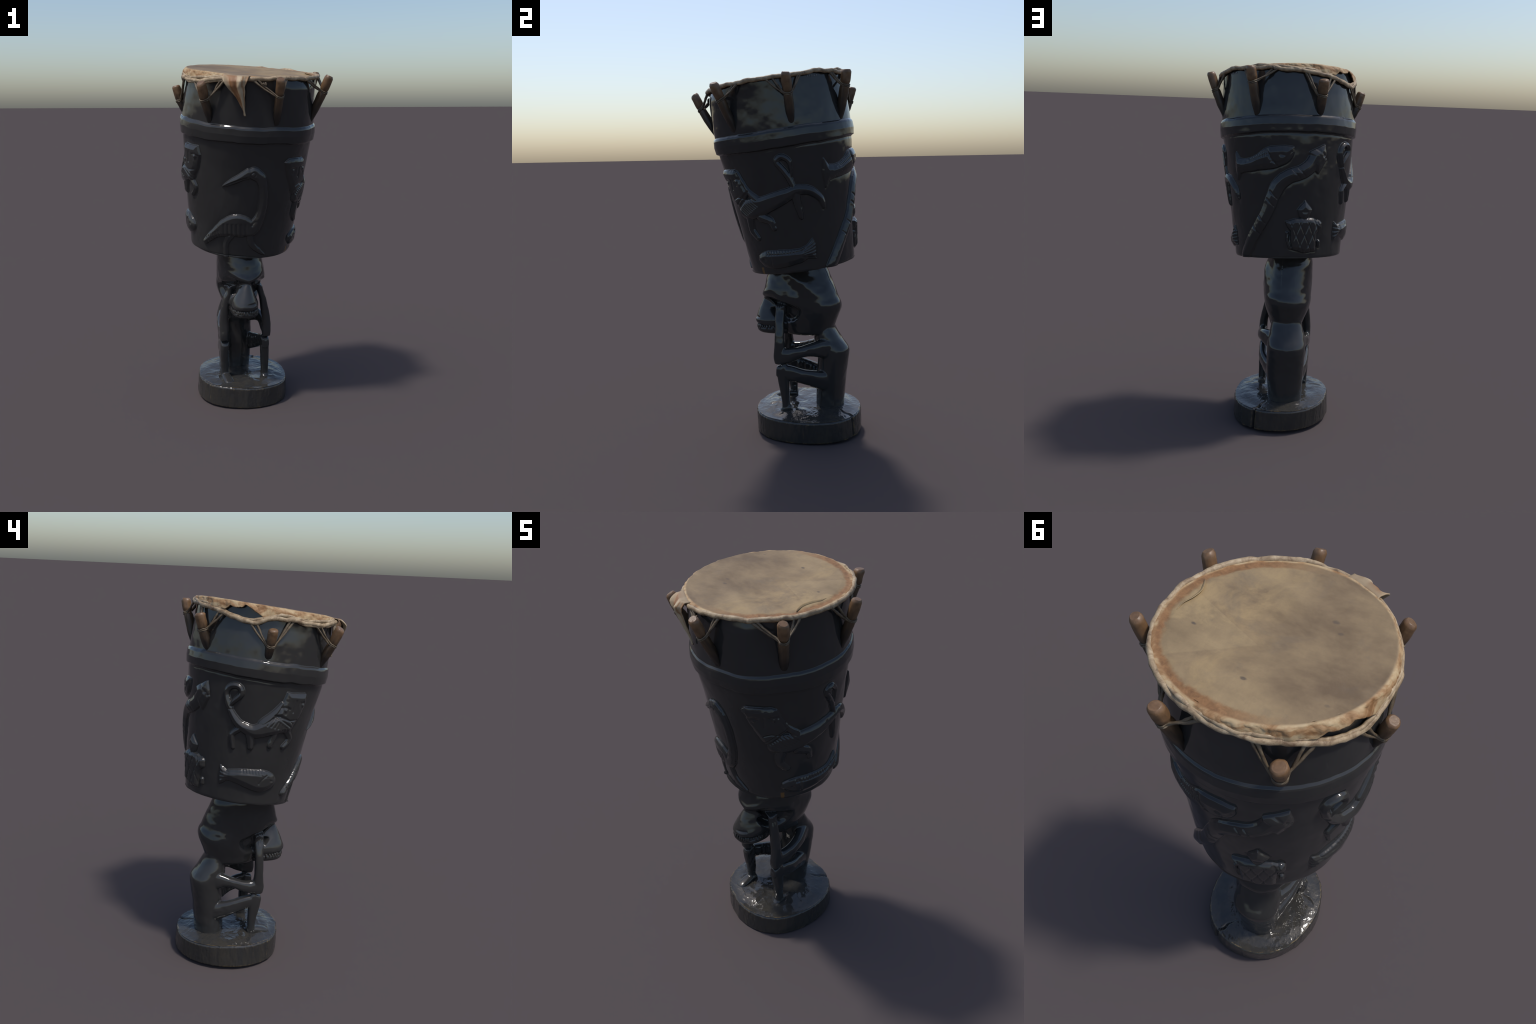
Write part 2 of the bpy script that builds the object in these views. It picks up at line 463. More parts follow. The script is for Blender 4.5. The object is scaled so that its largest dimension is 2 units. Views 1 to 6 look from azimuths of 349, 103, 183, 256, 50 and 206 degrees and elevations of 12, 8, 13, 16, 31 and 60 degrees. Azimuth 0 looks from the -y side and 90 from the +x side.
lion.cut([(-174, -.252), (-155, -.313)], .005, .004)
for q in np.linspace(0, 1, 7):
    lion.cut([(-175 + 13 * q, -.268 - .040 * q), (-179 + 19 * q, -.305 - .02 * q)], .0045, .004)

lion2 = relief('lion_relief', -15, .016, .012)
lion2.corners([(-64, -.182), (-60, -.160), (-41, -.166), (-38.5, -.174), (-29.5, -.291), (-42, -.368), (-48.6, -.368), (-57, -.279)], H=.019)
lion2.stroke([(-39.5, -.385, .044), (-34, -.380, .056), (-28.5, -.376, .055), (-19, -.368, .049), (-4.2, -.344, .041), (7.4, -.324, .033), (15.3, -.309, .028), (23.9, -.315, .025), (30.1, -.336, .023), (36.4, -.373, .019), (38.9, -.417, .011)])
lion2.stroke([(-38, -.18, .008), (-31, -.275, .014), (-22, -.335, .022)], H=.015)
lion2.stroke([(12.8, -.292, .014), (10.1, -.240, .017), (4.9, -.183, .016), (2.1, -.153, .015), (6.3, -.132, .016), (11.6, -.153, .014), (12.8, -.191, .009), (11.8, -.250, .007)], H=.015)
lion2.stroke([(-36, -.425, .030), (-37.5, -.47, .024), (-37, -.500, .022), (-31.8, -.536, .016)], H=.015)
lion2.stroke([(-22, -.425, .026), (-13.2, -.449, .021), (-11, -.488, .015)], H=.015)
lion2.stroke([(13.7, -.318, .023), (14.6, -.387, .020), (16.2, -.447, .015)], H=.016)
lion_face(lion2, 0, [(-54.5, -.222), (-40, -.218)], [(-47, -.215), (-47, -.265)], [(-48, -.318), (-42, -.310), (-36, -.322)])
lion2.cut([(-49, -.362), (-40, -.325), (-30, -.285)], .006, .004)
for q in np.linspace(0, 1, 8):
    lion2.cut([(-44 + 13 * q, -.368 + .055 * q), (-36 + 14 * q, -.408 + .045 * q)], .004, .0035)

fish = relief('fish_relief', -180, .019, .016)
fish.stroke([(-207, -.594, .030), (-202.2, -.588, .033), (-190.6, -.590, .045), (-177, -.598, .060), (-170, -.598, .055), (-164, -.598, .036), (-161, -.599, .018)])
fish.corners([(-213.8, -.548), (-206, -.568), (-201, -.575), (-201, -.605), (-206, -.620), (-213.2, -.648)])
for q in np.linspace(-1, 1, 5):
    fish.cut([(-213.5, -.597 + .045 * q), (-205, -.594 + .020 * q)], .004, .004)
for q in np.linspace(0, 1, 8):
    fish.cut([(-193 + 19 * q, -.540), (-192 + 19 * q, -.558)], .004, .004)
fish.cut([(-204, -.570), (-190, -.565), (-176, -.567), (-168, -.575)], .0025, .004)
fish.cut([(-170, -.566), (-174, -.590), (-176, -.612)], .004, .004)
fish.cut([(-165, -.592), (-163.5, -.594)], .004, .005)

fish2 = relief('fish_relief', -5, .017, .014)
fish2.stroke([(-32.5, -.650, .030), (-27, -.655, .044), (-20, -.656, .050), (-8.6, -.655, .048), (6.2, -.650, .040), (14, -.643, .033), (18, -.634, .030)])
fish2.corners([(11, -.612), (18, -.600), (24, -.568), (26.5, -.600), (26, -.676), (18, -.668), (11, -.672)])
for q in np.linspace(-1, 1, 6):
    fish2.cut([(12, -.640 + .015 * q), (26.5, -.618 + .050 * q)], .0035, .003)
for q in np.linspace(0, 1, 11):
    fish2.cut([(-24 + 30 * q, -.612 + .003 * q), (-23.5 + 30 * q, -.628)], .004, .0032)
fish2.cut([(-24, -.628), (-8, -.630), (8, -.626), (18, -.612)], .003, .0035)
fish2.cut([(-22, -.618), (-19.5, -.650), (-20, -.685)], .004, .004)
fish2.cut([(-28, -.650), (-26.8, -.655)], .004, .005)

cat = relief('catfish_relief', 70, .018, .016)
cat.corners([(42.2, -.172), (46.5, -.208), (54, -.215), (54, -.278), (47, -.285), (42, -.320), (40.5, -.25)])
cat.stroke([(48, -.246, .034), (58, -.243, .036), (68, -.230, .043), (78.3, -.210, .056), (87.9, -.197, .050), (93.5, -.180, .030), (97.2, -.160, .008)])
for q in np.linspace(0, 1, 11):
    cat.cut([(58 + 18 * q, -.203 + .028 * q), (60 + 18 * q, -.222 + .028 * q)], .0045, .0035)
cat.cut([(56, -.228), (66, -.212), (76, -.190)], .003, .004)
cat.cut([(76, -.165), (78.5, -.205), (84, -.250)], .006, .005)
cat.cut([(80, -.230), (88, -.232), (96, -.180)], .004, .006)
cat.cut([(88, -.195), (90, -.198)], .005, .006)

snake = relief('snake_relief', 88, .019, .016)
snake.stroke([(41, -.745, .032), (49, -.680, .034), (57.1, -.616, .034), (66.1, -.552, .035), (74, -.485, .034), (80, -.405, .036), (86.4, -.341, .038), (95, -.305, .036), (105.9, -.283, .037), (113.5, -.250, .037), (118.5, -.205, .038)])
snake.corners([(112, -.180), (125.9, -.140), (128.6, -.216), (121, -.290), (113, -.255)], H=.021)
for th, h in ((78, -.44), (81, -.40), (69, -.53), (62, -.585), (101, -.293), (106, -.285)):
    snake.cut([(th - 3.5, h + .020), (th + 2.5, h - .020)], .004, .0035)
snake.cut([(125, -.200), (127, -.210)], .008, .007)
snake.bump(125.8, -.204, .006, .004)
snake.cut([(118, -.165), (124, -.19)], .003, .006)

man = relief('drummer_relief', 109, .019, .011)
man.corners([(109.4, -.432), (116.6, -.480), (113.6, -.517), (109.3, -.540), (104.3, -.516), (102.4, -.479)], H=.017)
man.corners([(91, -.540), (100.5, -.526), (118.6, -.526), (127.9, -.555), (126.6, -.585), (122.9, -.605), (122.5, -.700), (109.8, -.708), (96.5, -.685), (95.5, -.590), (92, -.560)], H=.021)
man.stroke([(93, -.600, .010), (93.5, -.640, .012), (96, -.675, .014)], H=.013)
man.stroke([(124.5, -.555, .020), (125.5, -.575, .018)], H=.022)
man.stroke([(126.3, -.650, .013), (126.5, -.670, .012)], H=.013)
man.cut([(95.5, -.590), (94.8, -.640), (97.5, -.685)], .007, .004)
man.cut([(119.5, -.54), (121.8, -.575), (123.5, -.60)], .006, .004)
for k in range(4):
    t0 = 96 + 8.2 * k
    man.cut([(t0, -.545), (t0 + 12.5, -.705)], .0034, .0027, False)
    man.cut([(t0 + 2, -.545), (t0 - 10.5, -.705)], .0034, .0027, False)
man.cut([(103, -.480), (109.5, -.492), (116, -.480)], .002, .006)

# ------------------------------------------------------------------ drum shell
NT = 1000
TH = np.linspace(-np.pi, np.pi, NT, endpoint=False)
hrow = np.unique(np.concatenate([np.linspace(H_BOT + .006, -.09, 345), np.linspace(-.09, .015, 62), np.linspace(.015, H_RIM, 60)]))
HH, TT = np.meshgrid(hrow, TH, indexing='ij')
TD = np.degrees(TT)
Rw = wall_r(HH)
# soften the band's profile unevenly and let the hand-carved wall wander
edge_w = -.008 * np.cos(2 * TT) * 0 + .004 * (np.cos(2 * TT) - .3) * sstep(-.03, -.06, HH) + .0035 * fbm(np.cos(TT) * 4, np.sin(TT) * 4, 1.3, 3)
Rw = wall_r(HH + edge_w * sstep(-.2, -.1, HH) * sstep(.1, .03, HH))
Rw = Rw + .017 * np.exp(-((TD + 55) / 19) ** 2) * sstep(-.24, -.02, HH) * sstep(.27, .20, HH)
Rw = Rw + .0022 * fbm(np.cos(TT) * 3.2, np.sin(TT) * 3.2, HH * 6, 3) + .00018 * fbm(np.cos(TT) * 14, np.sin(TT) * 14, HH * 34, 2)
Rw = Rw - .0014 * np.exp(-((HH + .089 + edge_w) / .008) ** 2)
owner = np.full(HH.shape, -1)
bestd = np.full(HH.shape, .0035)
disp = np.zeros(HH.shape)
for i, r in enumerate(reliefs):
    g, d = r.evaluate(TD, HH)
    disp += g
    m = d < bestd
    owner[m] = i; bestd[m] = d[m]
Rw = Rw + disp * sstep(-.075, -.09, HH)
# rounded lower lip, chipped here and there
lip = np.clip((HH - H_BOT) / .018, 0, 1)
Rw = Rw - (.010 + .004 * vnoise(np.cos(TT) * 5, np.sin(TT) * 5, 2)) * (1 - np.sqrt(1 - (1 - lip) ** 2))
rows = [cyl(TH, r0 * np.ones(NT), H_BOT + .004 * k + .0015 * vnoise(np.cos(TH) * 6, np.sin(TH) * 6)) for k, r0 in ((6, .02), (4, .12), (2, .20), (.6, .25), (0, .268))]
low = Rw[0] - .003
rows.append(cyl(TH, low, np.full(NT, H_BOT + .001)))
Rw = Rw - .010 * np.exp(-((TD + 107) / 30) ** 2) * sstep(-.08, -.25, HH)   # flattened behind the bird
Rw = Rw + .008 * np.exp(-(((TD + 360) % 360 - 182) / 36) ** 2) * (.65 + .35 * sstep(-.04, -.16, HH)) * sstep(.2, .08, HH) + .005 * np.exp(-((TD - 50) / 18) ** 2) * np.exp(-((HH + .12) / .07) ** 2)
body = cyl(TT, Rw, HH)
body[..., 1] *= 1 - .022 * np.clip(-HH / .735, 0, 1)
SHIFT = np.array([.0035, .002])                 # the axis bends a little towards the bottom
body[..., :2] += SHIFT * np.clip(-HH / .735, 0, 1)[..., None]
top = [cyl(TH, Rw[-1] - .004, H_RIM + .003), cyl(TH, Rw[-1] - .03, H_RIM + .003), cyl(TH, Rw[-1] - .04, H_RIM - .03), cyl(TH, Rw[-1] * .3, H_RIM - .03)]
rows = np.array(rows); rows[..., :2] += SHIFT
V = np.concatenate([rows, body, np.array(top)]).reshape(-1, 3)
nrow = len(rows) + len(hrow) + len(top)
F = grid_faces(nrow, NT)
own_full = np.full((nrow, NT), -1); own_full[len(rows):len(rows) + len(hrow)] = owner
of = own_full.reshape(-1)[F]
fown = np.where((of == of[:, :1]).all(1), of[:, 0], of.max(1) * 0 - 1)
# small helper mesh gives the seamless normals of the whole body
tmp = bpy.data.meshes.new('tmp')
tmp.vertices.add(len(V)); tmp.vertices.foreach_set('co', V.astype(np.float32).ravel())
tmp.loops.add(F.size); tmp.loops.foreach_set('vertex_index', F.astype(np.int32).ravel())
tmp.polygons.add(len(F)); tmp.polygons.foreach_set('loop_start', np.arange(0, F.size, 4, dtype=np.int32))
tmp.update(calc_edges=True)
NRM = np.zeros(len(V) * 3, np.float32); tmp.vertex_normals.foreach_get('vector', NRM); NRM = NRM.reshape(-1, 3)
bpy.data.meshes.remove(tmp)

def region_object(name, V, F, NRM, mat, parent, matrix):
    used, inv = np.unique(F, return_inverse=True)
    ob = mesh_object(name, V[used], inv.reshape(F.shape), mat, None, matrix)
    ob.data.normals_split_custom_set_from_vertices(NRM[used].tolist())
    return ob

def attach(ob, parent):
    """parent while keeping the object's own world matrix"""
    w = ob.matrix_basis.copy()
    pw = PW.get(parent.name, Matrix())
    ob.parent = parent
    ob.matrix_parent_inverse = pw.inverted()
    PW[ob.name] = w
    return ob
PW = {thing.name: Matrix()}

shell = region_object('drum_shell', V, F[fown == -1], NRM, M_shell, None, DRUM)
attach(shell, thing)
for i, r in enumerate(reliefs):
    attach(region_object(r.name, V, F[fown == i], NRM, M_relief, None, DRUM), shell)

# faint pale scribble near the rim (illegible strokes)
marks = []
for k in range(9):
    t0 = math.radians(37.2 + k * 1.05)
    h0, h1 = .232 + .003 * rng.random(), .240 + .004 * rng.random()
    sl = math.radians(.55 * (1 if k % 2 else -1))
    marks.append(strand([cyl(t0, .3622, h0), cyl(t0 + sl, .3622, h1)], .0009, k=5, n=4))
v, f = join(marks)
mk = mesh_object('scratched_marking', v, f, M_chalk, None, DRUM); mk['kind'] = 'stuff'
attach(mk, shell)

# ------------------------------------------------------------------ drumhead, hoop, flap
ROPE_H = [(-180, .217), (-170, .215), (-160, .213), (-148, .216), (-134, .228), (-123, .240), (-110, .250), (-98, .254), (-87, .255), (-75, .258), (-60, .260), (-40, .261), (-20, .260), (0, .259), (13, .257), (25, .257), (45, .259), (58, .256), (68, .247), (83, .241), (99, .230), (112, .220), (123, .211), (130, .206), (137, .195), (145, .181), (151, .173), (157, .171), (163, .185), (170, .207), (176, .217), (180, .217)]
def rope_h(deg):
    d = (np.asarray(deg, float) + 180) % 360 - 180
    return np.interp(d, *zip(*ROPE_H))
HEAD_H = .262
NH = 720
th = np.linspace(-np.pi, np.pi, NH, endpoint=False); dg = np.degrees(th)
rop = rope_h(dg)
rop = np.convolve(np.r_[rop[-4:], rop, rop[:4]], np.ones(9) / 9, 'valid')
low_side = sstep(.262, .235, rop)                # 1 where the hide is pulled down over the edge
TEAR = [(128, 0), (135.5, .021), (139, .045), (146, .050), (150.5, .075), (156, .066), (160.7, .042), (164.5, .013), (168, 0)]
tear = np.interp(dg, *zip(*TEAR))
end_h = np.maximum(rop - .002, rop + tear + .004 * fbm(dg * .35, 0 * dg, 0, 2) * (tear > .003))
re = .352 + .004 * vnoise(np.cos(th) * 2, np.sin(th) * 2)
rings = []
for t in np.concatenate([np.linspace(.03, .9, 40), np.linspace(.91, 1, 12)]):
    r = re * t
    h = HEAD_H + .0022 * fbm(r * np.cos(th) * 7, r * np.sin(th) * 7, 4, 3) - .003 * (1 - t ** 2) - .012 * np.exp(-(((r * np.cos(th) - .03) ** 2 + (r * np.sin(th) + .02) ** 2) / .17 ** 2)) + .010 * np.exp(-((r * np.cos(th) - .02) / .11) ** 2 - ((r * np.sin(th) + .18 + .16 * (r * np.cos(th) - .02)) / .035) ** 2)
    # on the rope's high side the fur rim sits in a shallow gutter
    h = h - (1 - low_side) * .003 * sstep(.90, .97, t)
    rings.append(cyl(th, r, h))
hend0 = HEAD_H - (1 - low_side) * .003 + .0022 * fbm(re * np.cos(th) * 7, re * np.sin(th) * 7, 4, 3)
ro = .3715 - .004 * np.exp(-((dg + 20) / 60) ** 2)
for s in np.linspace(.06, 1, 22):
    r = (1 - s) ** 2 * re + 2 * s * (1 - s) * (ro - .002) + s * s * ro
    h = (1 - s) ** 2 * hend0 + 2 * s * (1 - s) * (hend0 + .002 * low_side) + s * s * end_h
    wr = np.sin(np.pi * s) ** .7 * low_side * (.0045 * fbm(dg * .22, s * 1.5 + 0 * dg, 2, 3)) + .0012 * fbm(dg * .5, 3 * s, 7, 2)
    curl = tear * sstep(.6, 1, s) * .10
    rings.append(cyl(th, r + wr + curl, h))
rings = np.array(rings)
Vh = rings.reshape(-1, 3)
Fh = grid_faces(len(rings), NH)
Vh = np.vstack([Vh, rings[0].mean(0)[None]])
Fl = [tuple(int(i) for i in q) for q in Fh] + [(len(Vh) - 1, (j + 1) % NH, j) for j in range(NH)]
head = mesh_object('drumhead', Vh, Fl, M_hide, None, DRUM)
md = head.modifiers.new('thick', 'SOLIDIFY'); md.thickness = .004; md.offset = -1
attach(head, thing)

tl = catmull([(.318, .052), (.322, .018), (.311, -.020), (.306, -.060), (.315, -.098), (.322, -.118)], 8)
tw = .011 * np.sin(np.linspace(.15, np.pi - .1, len(tl)))
tn = np.gradient(tl, axis=0); tn = np.stack([tn[:, 1], -tn[:, 0]], -1); tn /= np.linalg.norm(tn, axis=1)[:, None]
tz = HEAD_H + .0048 + 0 * tw
strip = np.stack([np.column_stack([tl + tn * tw[:, None] * q, tz + .0065 * (np.array(q) - 0) ** 1.5 * np.sin(np.linspace(.1, np.pi, len(tl))) - .002 * (q == 0)]) for q in (0, .33, .66, 1.0)], 1)
lipo = mesh_object('torn_hide_lip', strip.reshape(-1, 3), grid_faces(len(tl), 4, False), M_hide, None, DRUM)
md = lipo.modifiers.new('thick', 'SOLIDIFY'); md.thickness = .002
attach(lipo, head)

# hoop: two or three hide-wrapped cords that run side by side
def hoop_cord(name, dr, dh, rad, seed, lo=-180, hi=180, mat=M_rope):
    n = 400 if hi - lo >= 360 else int((hi - lo) * 1.2)
    d = np.linspace(lo, hi, n, endpoint=(hi - lo) < 360)
    t = np.radians(d)
    hh = np.convolve(np.pad(rope_h(np.r_[d[:1] - np.arange(5, 0, -1), d, d[-1:] + np.arange(1, 6)]), 0), np.ones(11) / 11, 'valid')
    ww = np.cos(t) * 6, np.sin(t) * 6
    P = cyl(t, .3745 + dr - .004 * np.exp(-((d + 20) / 60) ** 2) + .003 * fbm(*ww, seed, 3), hh + dh + .0045 * fbm(*ww, seed + 9, 3))
    k = 10
    T = np.gradient(P, axis=0)
    if hi - lo >= 360:
        T = np.roll(P, -1, 0) - np.roll(P, 1, 0)
    T /= np.linalg.norm(T, axis=1)[:, None]
    S = np.stack([np.cos(t), np.sin(t), 0 * t], -1); U = np.cross(T, S)
    a = np.linspace(0, 2 * np.pi, k, endpoint=False)
    rr = rad * (1 + .13 * fbm(d[:, None] * .16, np.cos(a)[None] * 1.2 + seed, np.sin(a)[None] * 1.2, 2))
    if hi - lo < 360:
        rr = rr * np.minimum(1, np.minimum(np.arange(n), np.arange(n)[::-1]) / 12 + .15)[:, None]
    R = P[:, None] + rr[..., None] * (np.cos(a)[None, :, None] * S[:, None] + np.sin(a)[None, :, None] * 1.15 * U[:, None])
    if hi - lo >= 360:
        V = R.reshape(-1, 3)
        i = np.arange(n)[:, None]; j = np.arange(k)[None]
        i2 = (i + 1) % n; j2 = (j + 1) % k
        F = np.stack(np.broadcast_arrays(i * k + j, i2 * k + j, i2 * k + j2, i * k + j2), -1).reshape(-1, 4)
        return V, [tuple(int(q) for q in f) for f in F]
    return ring_loft(R)
v, f = hoop_cord('c', .001, 0, .0098, 1)
hoop = mesh_object('hoop_rope', v, f, M_rope, None, DRUM)
attach(hoop, head)
for k, (dr, dh, rad, lo, hi) in enumerate([(-.003, .011, .0075, 62, 200), (-.001, .010, .007, 168, 250), (.000, -.008, .0065, 185, 246)]):
    v, f = hoop_cord('c', dr, dh, rad, 3 + k, lo, hi)
    attach(mesh_object('hoop_strand', v, f, M_rope, None, DRUM), head)

# hide flap that hangs over the hoop towards the front
def flap():
    ns, nw = 56, 30
    s = np.linspace(0, 1, ns)[:, None]; w = np.linspace(0, 1, nw)[None]
    left = np.interp(s, [0, .15, .38, .6, .85, 1], [-123, -121.5, -116.5, -110.5, -105.4, -103.6]) + .6 * vnoise(s * 9, 0 * s)
    right = np.interp(s, [0, .15, .38, .6, .85, 1], [-100.5, -102, -104.3, -104.2, -103.7, -103.0]) + .5 * vnoise(s * 8, 4 + 0 * s)
    ang = left + (right - left) * w
    hh = np.interp(s, [0, .07, .15, .25, 1], [.256, .2625, .2610, .238, .064]) + 0 * w
    hh = hh + .012 * (1 - s) * (w - .6) * sstep(.05, .25, s)
    rr = np.interp(s, [0, .07, .15, .25, .36, .6, 1], [.352, .368, .394, .413, .412, .396, .375]) + 0 * w
    fold = np.cos(w * 7.5 + 1.0 + 1.5 * s) * .011 + .006 * np.cos(w * 17 + 3 * s)
    rr = rr + (1 - s) ** .8 * fold * sstep(.08, .26, s) + .003 * fbm(w * 4, s * 5, 3, 2)
    rr = rr + .016 * (1 - w) ** 2 * sstep(.1, .22, s) * sstep(.5, .3, s)       # left lip curls out
    P = cyl(np.radians(ang), rr, hh)
    return P.reshape(-1, 3), grid_faces(ns, nw, False)
v, f = flap()
t0 = math.radians(-110)
fl_o = cyl(t0, .375, .20)
FL = Matrix(((-math.sin(t0), -math.cos(t0), 0, fl_o[0]), (math.cos(t0), -math.sin(t0), 0, fl_o[1]), (0, 0, 1, fl_o[2]), (0, 0, 0, 1)))
FLi = np.array(FL.inverted())
v = v @ FLi[:3, :3].T + FLi[:3, 3]
fl = mesh_object('hide_flap', v, f, M_flap, None, DRUM @ FL)
md = fl.modifiers.new('thick', 'SOLIDIFY'); md.thickness = .004; md.offset = 0
attach(fl, head)

# ------------------------------------------------------------------ pegs with lashings
# base angle, base r, base h, tip angle, tip r, tip h, head radius, tie fraction, lash spread left / right
PEGS = [
    (-30.6, .362, .022, -31.8, .449, .277, .0245, .68, -15, 11),
    (-76.6, .364, .020, -81.1, .451, .266, .0230, .66, -16, 8),
    (-134.1, .363, .010, -135.5, .442, .216, .0245, .60, -13, 13),
    (172.7, .363, .010, 172.7, .413, .159, .0235, .50, -13, 14),
    (120.5, .362, .010, 118.5, .428, .180, .0265, .58, -11, 13),
    (67.4, .363, .012, 67.3, .433, .247, .0255, .70, 16, -9),
    (18.8, .362, .022, 18.3, .433, .265, .0235, .62, -12, 12),
]
for i, (tb, rb, hb, tt, rt, ht, pr, tie, la, lb) in enumerate(PEGS):
    A = cyl(math.radians(tb), rb, hb); Bt = cyl(math.radians(tt), rt, ht)
    L = np.linalg.norm(Bt - A); zax = (Bt - A) / L
    rad = cyl(math.radians(tb), 1, 0); rad /= np.linalg.norm(rad)
    yax = rad - zax * (rad @ zax); yax /= np.linalg.norm(yax); xax = np.cross(yax, zax)
    PM = Matrix(((xax[0], yax[0], zax[0], A[0]), (xax[1], yax[1], zax[1], A[1]), (xax[2], yax[2], zax[2], A[2]), (0, 0, 0, 1)))
    # profile along the peg: fraction, tangential half width, outer depth, inner depth (inner reaches the wall low down)
    prof = [(-.03, .40, .15, .6), (.03, .58, .30, .9), (.15, .78, .52, 1.0), (.3, .88, .74, 1.1), (tie - .08, .92, .92, 1.0), (tie, .80, .80, .80), (tie + .05, .92, .95, .95), (.80, 1.0, 1.0, 1.0), (.93, .99, .97, .97)]
    C = np.vstack([catmull(prof, 5), [(.955, .98, .96, .96), (.99, .80, .78, .78), (1.0, .70, .66, .66)]])
    k = 20
    a = np.linspace(0, 2 * np.pi, k, endpoint=False)
    fac = 1 + .045 * np.abs(np.cos(a * 3.5 + i * 1.3))
    ringz = []
    for q in C:
        x = pr * q[1] * np.cos(a) * fac
        y = np.where(np.sin(a) > 0, pr * q[2], pr * q[3]) * np.sin(a) * fac
        n = .0014 * fbm(np.cos(a) * 1.2 + i * 5, np.sin(a) * 1.2, q[0] * 7, 2)
        ringz.append(np.stack([x + n, y + n, np.full(k, q[0] * .26) + .003 * np.cos(a + i) * (q[0] > .9)], -1))
    v, f = ring_loft(np.array(ringz))
    # each peg's object frame runs 0..0.26 up the shaft, so the colours follow its length
    peg = mesh_object('peg', v, f, M_peg, None, DRUM @ PM @ Matrix.Diagonal((1, 1, L / .26, 1)), angle=33)
    attach(peg, thing)
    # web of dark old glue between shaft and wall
    wall = cyl(math.radians(tb), .352, hb + .02)
    web = []
    for q in np.linspace(0, 1, 8):
        pc = A + zax * L * (.02 + .36 * q); rr = math.hypot(pc[0], pc[1])
        wc = cyl(math.radians(tb + (tt - tb) * q * .4), .358, pc[2])
        mid = (pc + wc) / 2; half = np.linalg.norm(pc - wc) / 2 + .002
        web.append([*mid, half, .012 * (1 - .45 * q)])
    v, f = limb(np.array(web), ref=tuple(rad), e=2.4, k=14, n=3)
    wb = mesh_object('peg_wedge', v, f, M_shell, None, DRUM)
    attach(wb, peg)
    # lashing: loop round the outside of the peg, both ends climb to the hoop
    tp = A + zax * L * tie
    strands = []
    for j, off in enumerate((-.004, .003)):
        c = tp + zax * off
        ends = []
        for sgn, spread in ((-1, la), (1, lb)):
            d = spread + rng.normal(0, .8) + (1.6 if j else -1.6)
            ends.append(cyl(math.radians(tt + d), .3745, float(rope_h(tt + d)) - .005))
        sa = 1 if (ends[0] - c) @ xax > 0 else -1
        w = pr * .95
        p1 = c + xax * sa * w * 1.02 - yax * .004; p2 = c + yax * w * .97 - zax * .006; p3 = c - xax * sa * w * 1.02 - yax * .004
        m1 = (p1 * .5 + ends[0] * .5) - np.array([0, 0, .004]); m3 = (p3 * .5 + ends[1] * .5) - np.array([0, 0, .004])
        q1 = c + (xax * sa + yax) * w * .72 - zax * .002; q3 = c + (-xax * sa + yax) * w * .72 - zax * .002
        strands.append(strand([ends[0], m1, p1, q1, p2, q3, p3, m3, ends[1]], .0042, k=8, n=7, rough=.35, seed=i * 3 + j, taper=([0, .2, .4, .6, .8, 1], [1.5, 1.05, .8, .8, 1.05, 1.5])))
    v, f = join(strands)
    attach(mesh_object('lashing', v, f, M_lash, None, DRUM), peg)
    if i in (1, 5):                              # a knot
        kc = tp + (cyl(math.radians(tt + la), .376, float(rope_h(tt + la))) - tp) * (.62 if i == 1 else .95)
        kp = [strand([kc + np.array([math.cos(q) * .009, math.sin(q) * .006, math.sin(q * 2) * .005 + .003 * m]) for q in np.linspace(0, 6, 8)], .0045, k=7, n=3, rough=.3, seed=m) for m in (0, 1)]
        v, f = join(kp)
        attach(mesh_object('knot', v, f, M_lash, None, DRUM), peg)

# ------------------------------------------------------------------ the figure
def slices(rows, e=2.5, k=64, n=6):
    """rows: z, front y, back y, left x, right x, exponent"""
    C = catmull(rows, n)
    R = []
    for z, yf, yb, xl, xr, ex in C:
        c, s = superellipse(k, ex)
        R.append(np.stack([(xl + xr) / 2 + (xr - xl) / 2 * c, (yf + yb) / 2 + (yb - yf) / 2 * s, np.full(k, z)], -1))
    return ring_loft(np.array(R))

parts = {}
parts['head'] = join([
    slices([(.995, -.050, .232, -.172, .050, 2.15), (.92, -.072, .264, -.188, .063, 2.15), (.86, -.086, .288, -.190, .077, 2.15), (.80, -.098, .313, -.190, .090, 2.15),
            (.765, -.107, .327, -.189, .093, 2.15), (.738, -.070, .340, -.188, .090, 2.15), (.705, -.020, .342, -.188, .082, 2.2), (.66, .005, .325, -.180, .070, 2.2), (.60, .015, .303, -.158, .049, 2.3), (.565, .022, .290, -.146, .038, 2.4), (.552, .035, .270, -.130, .025, 2.5)])])
parts['muzzle'] = slices([(.752, -.098, .04, -.060, -.020, 2.2), (.725, -.112, .05, -.082, -.008, 2.2), (.69, -.129, .06, -.108, .006, 2.2), (.65, -.145, .12, -.130, .022, 2.3), (.625, -.152, .12, -.135, .028, 2.4),
                          (.610, -.146, .12, -.133, .026, 2.6), (.602, -.138, .12, -.129, .023, 2.6), (.590, -.135, .12, -.128, .022, 2.6), (.585, -.138, .06, -.132, .026, 2.6), (.570, -.140, .06, -.131, .026, 2.6), (.557, -.128, .06, -.122, .018, 2.6), (.553, -.11, .06, -.11, .010, 2.6)])
parts['torso'] = slices([(.62, .21, .298, -.135, .015, 2.2), (.585, .195, .308, -.143, .027, 2.15), (.53, .186, .340, -.160, .036, 2.15), (.475, .190, .380, -.170, .044, 2.15), (.44, .200, .383, -.171, .045, 2.15), (.40, .204, .378, -.169, .045, 2.15), (.31, .200, .366, -.166, .044, 2.15), (.2, .194, .357, -.162, .034, 2.15), (.11, .192, .352, -.160, .028, 2.15)])
def arm(up, fore):
    return join([limb(up, e=2.6), limb(fore, e=2.8)])
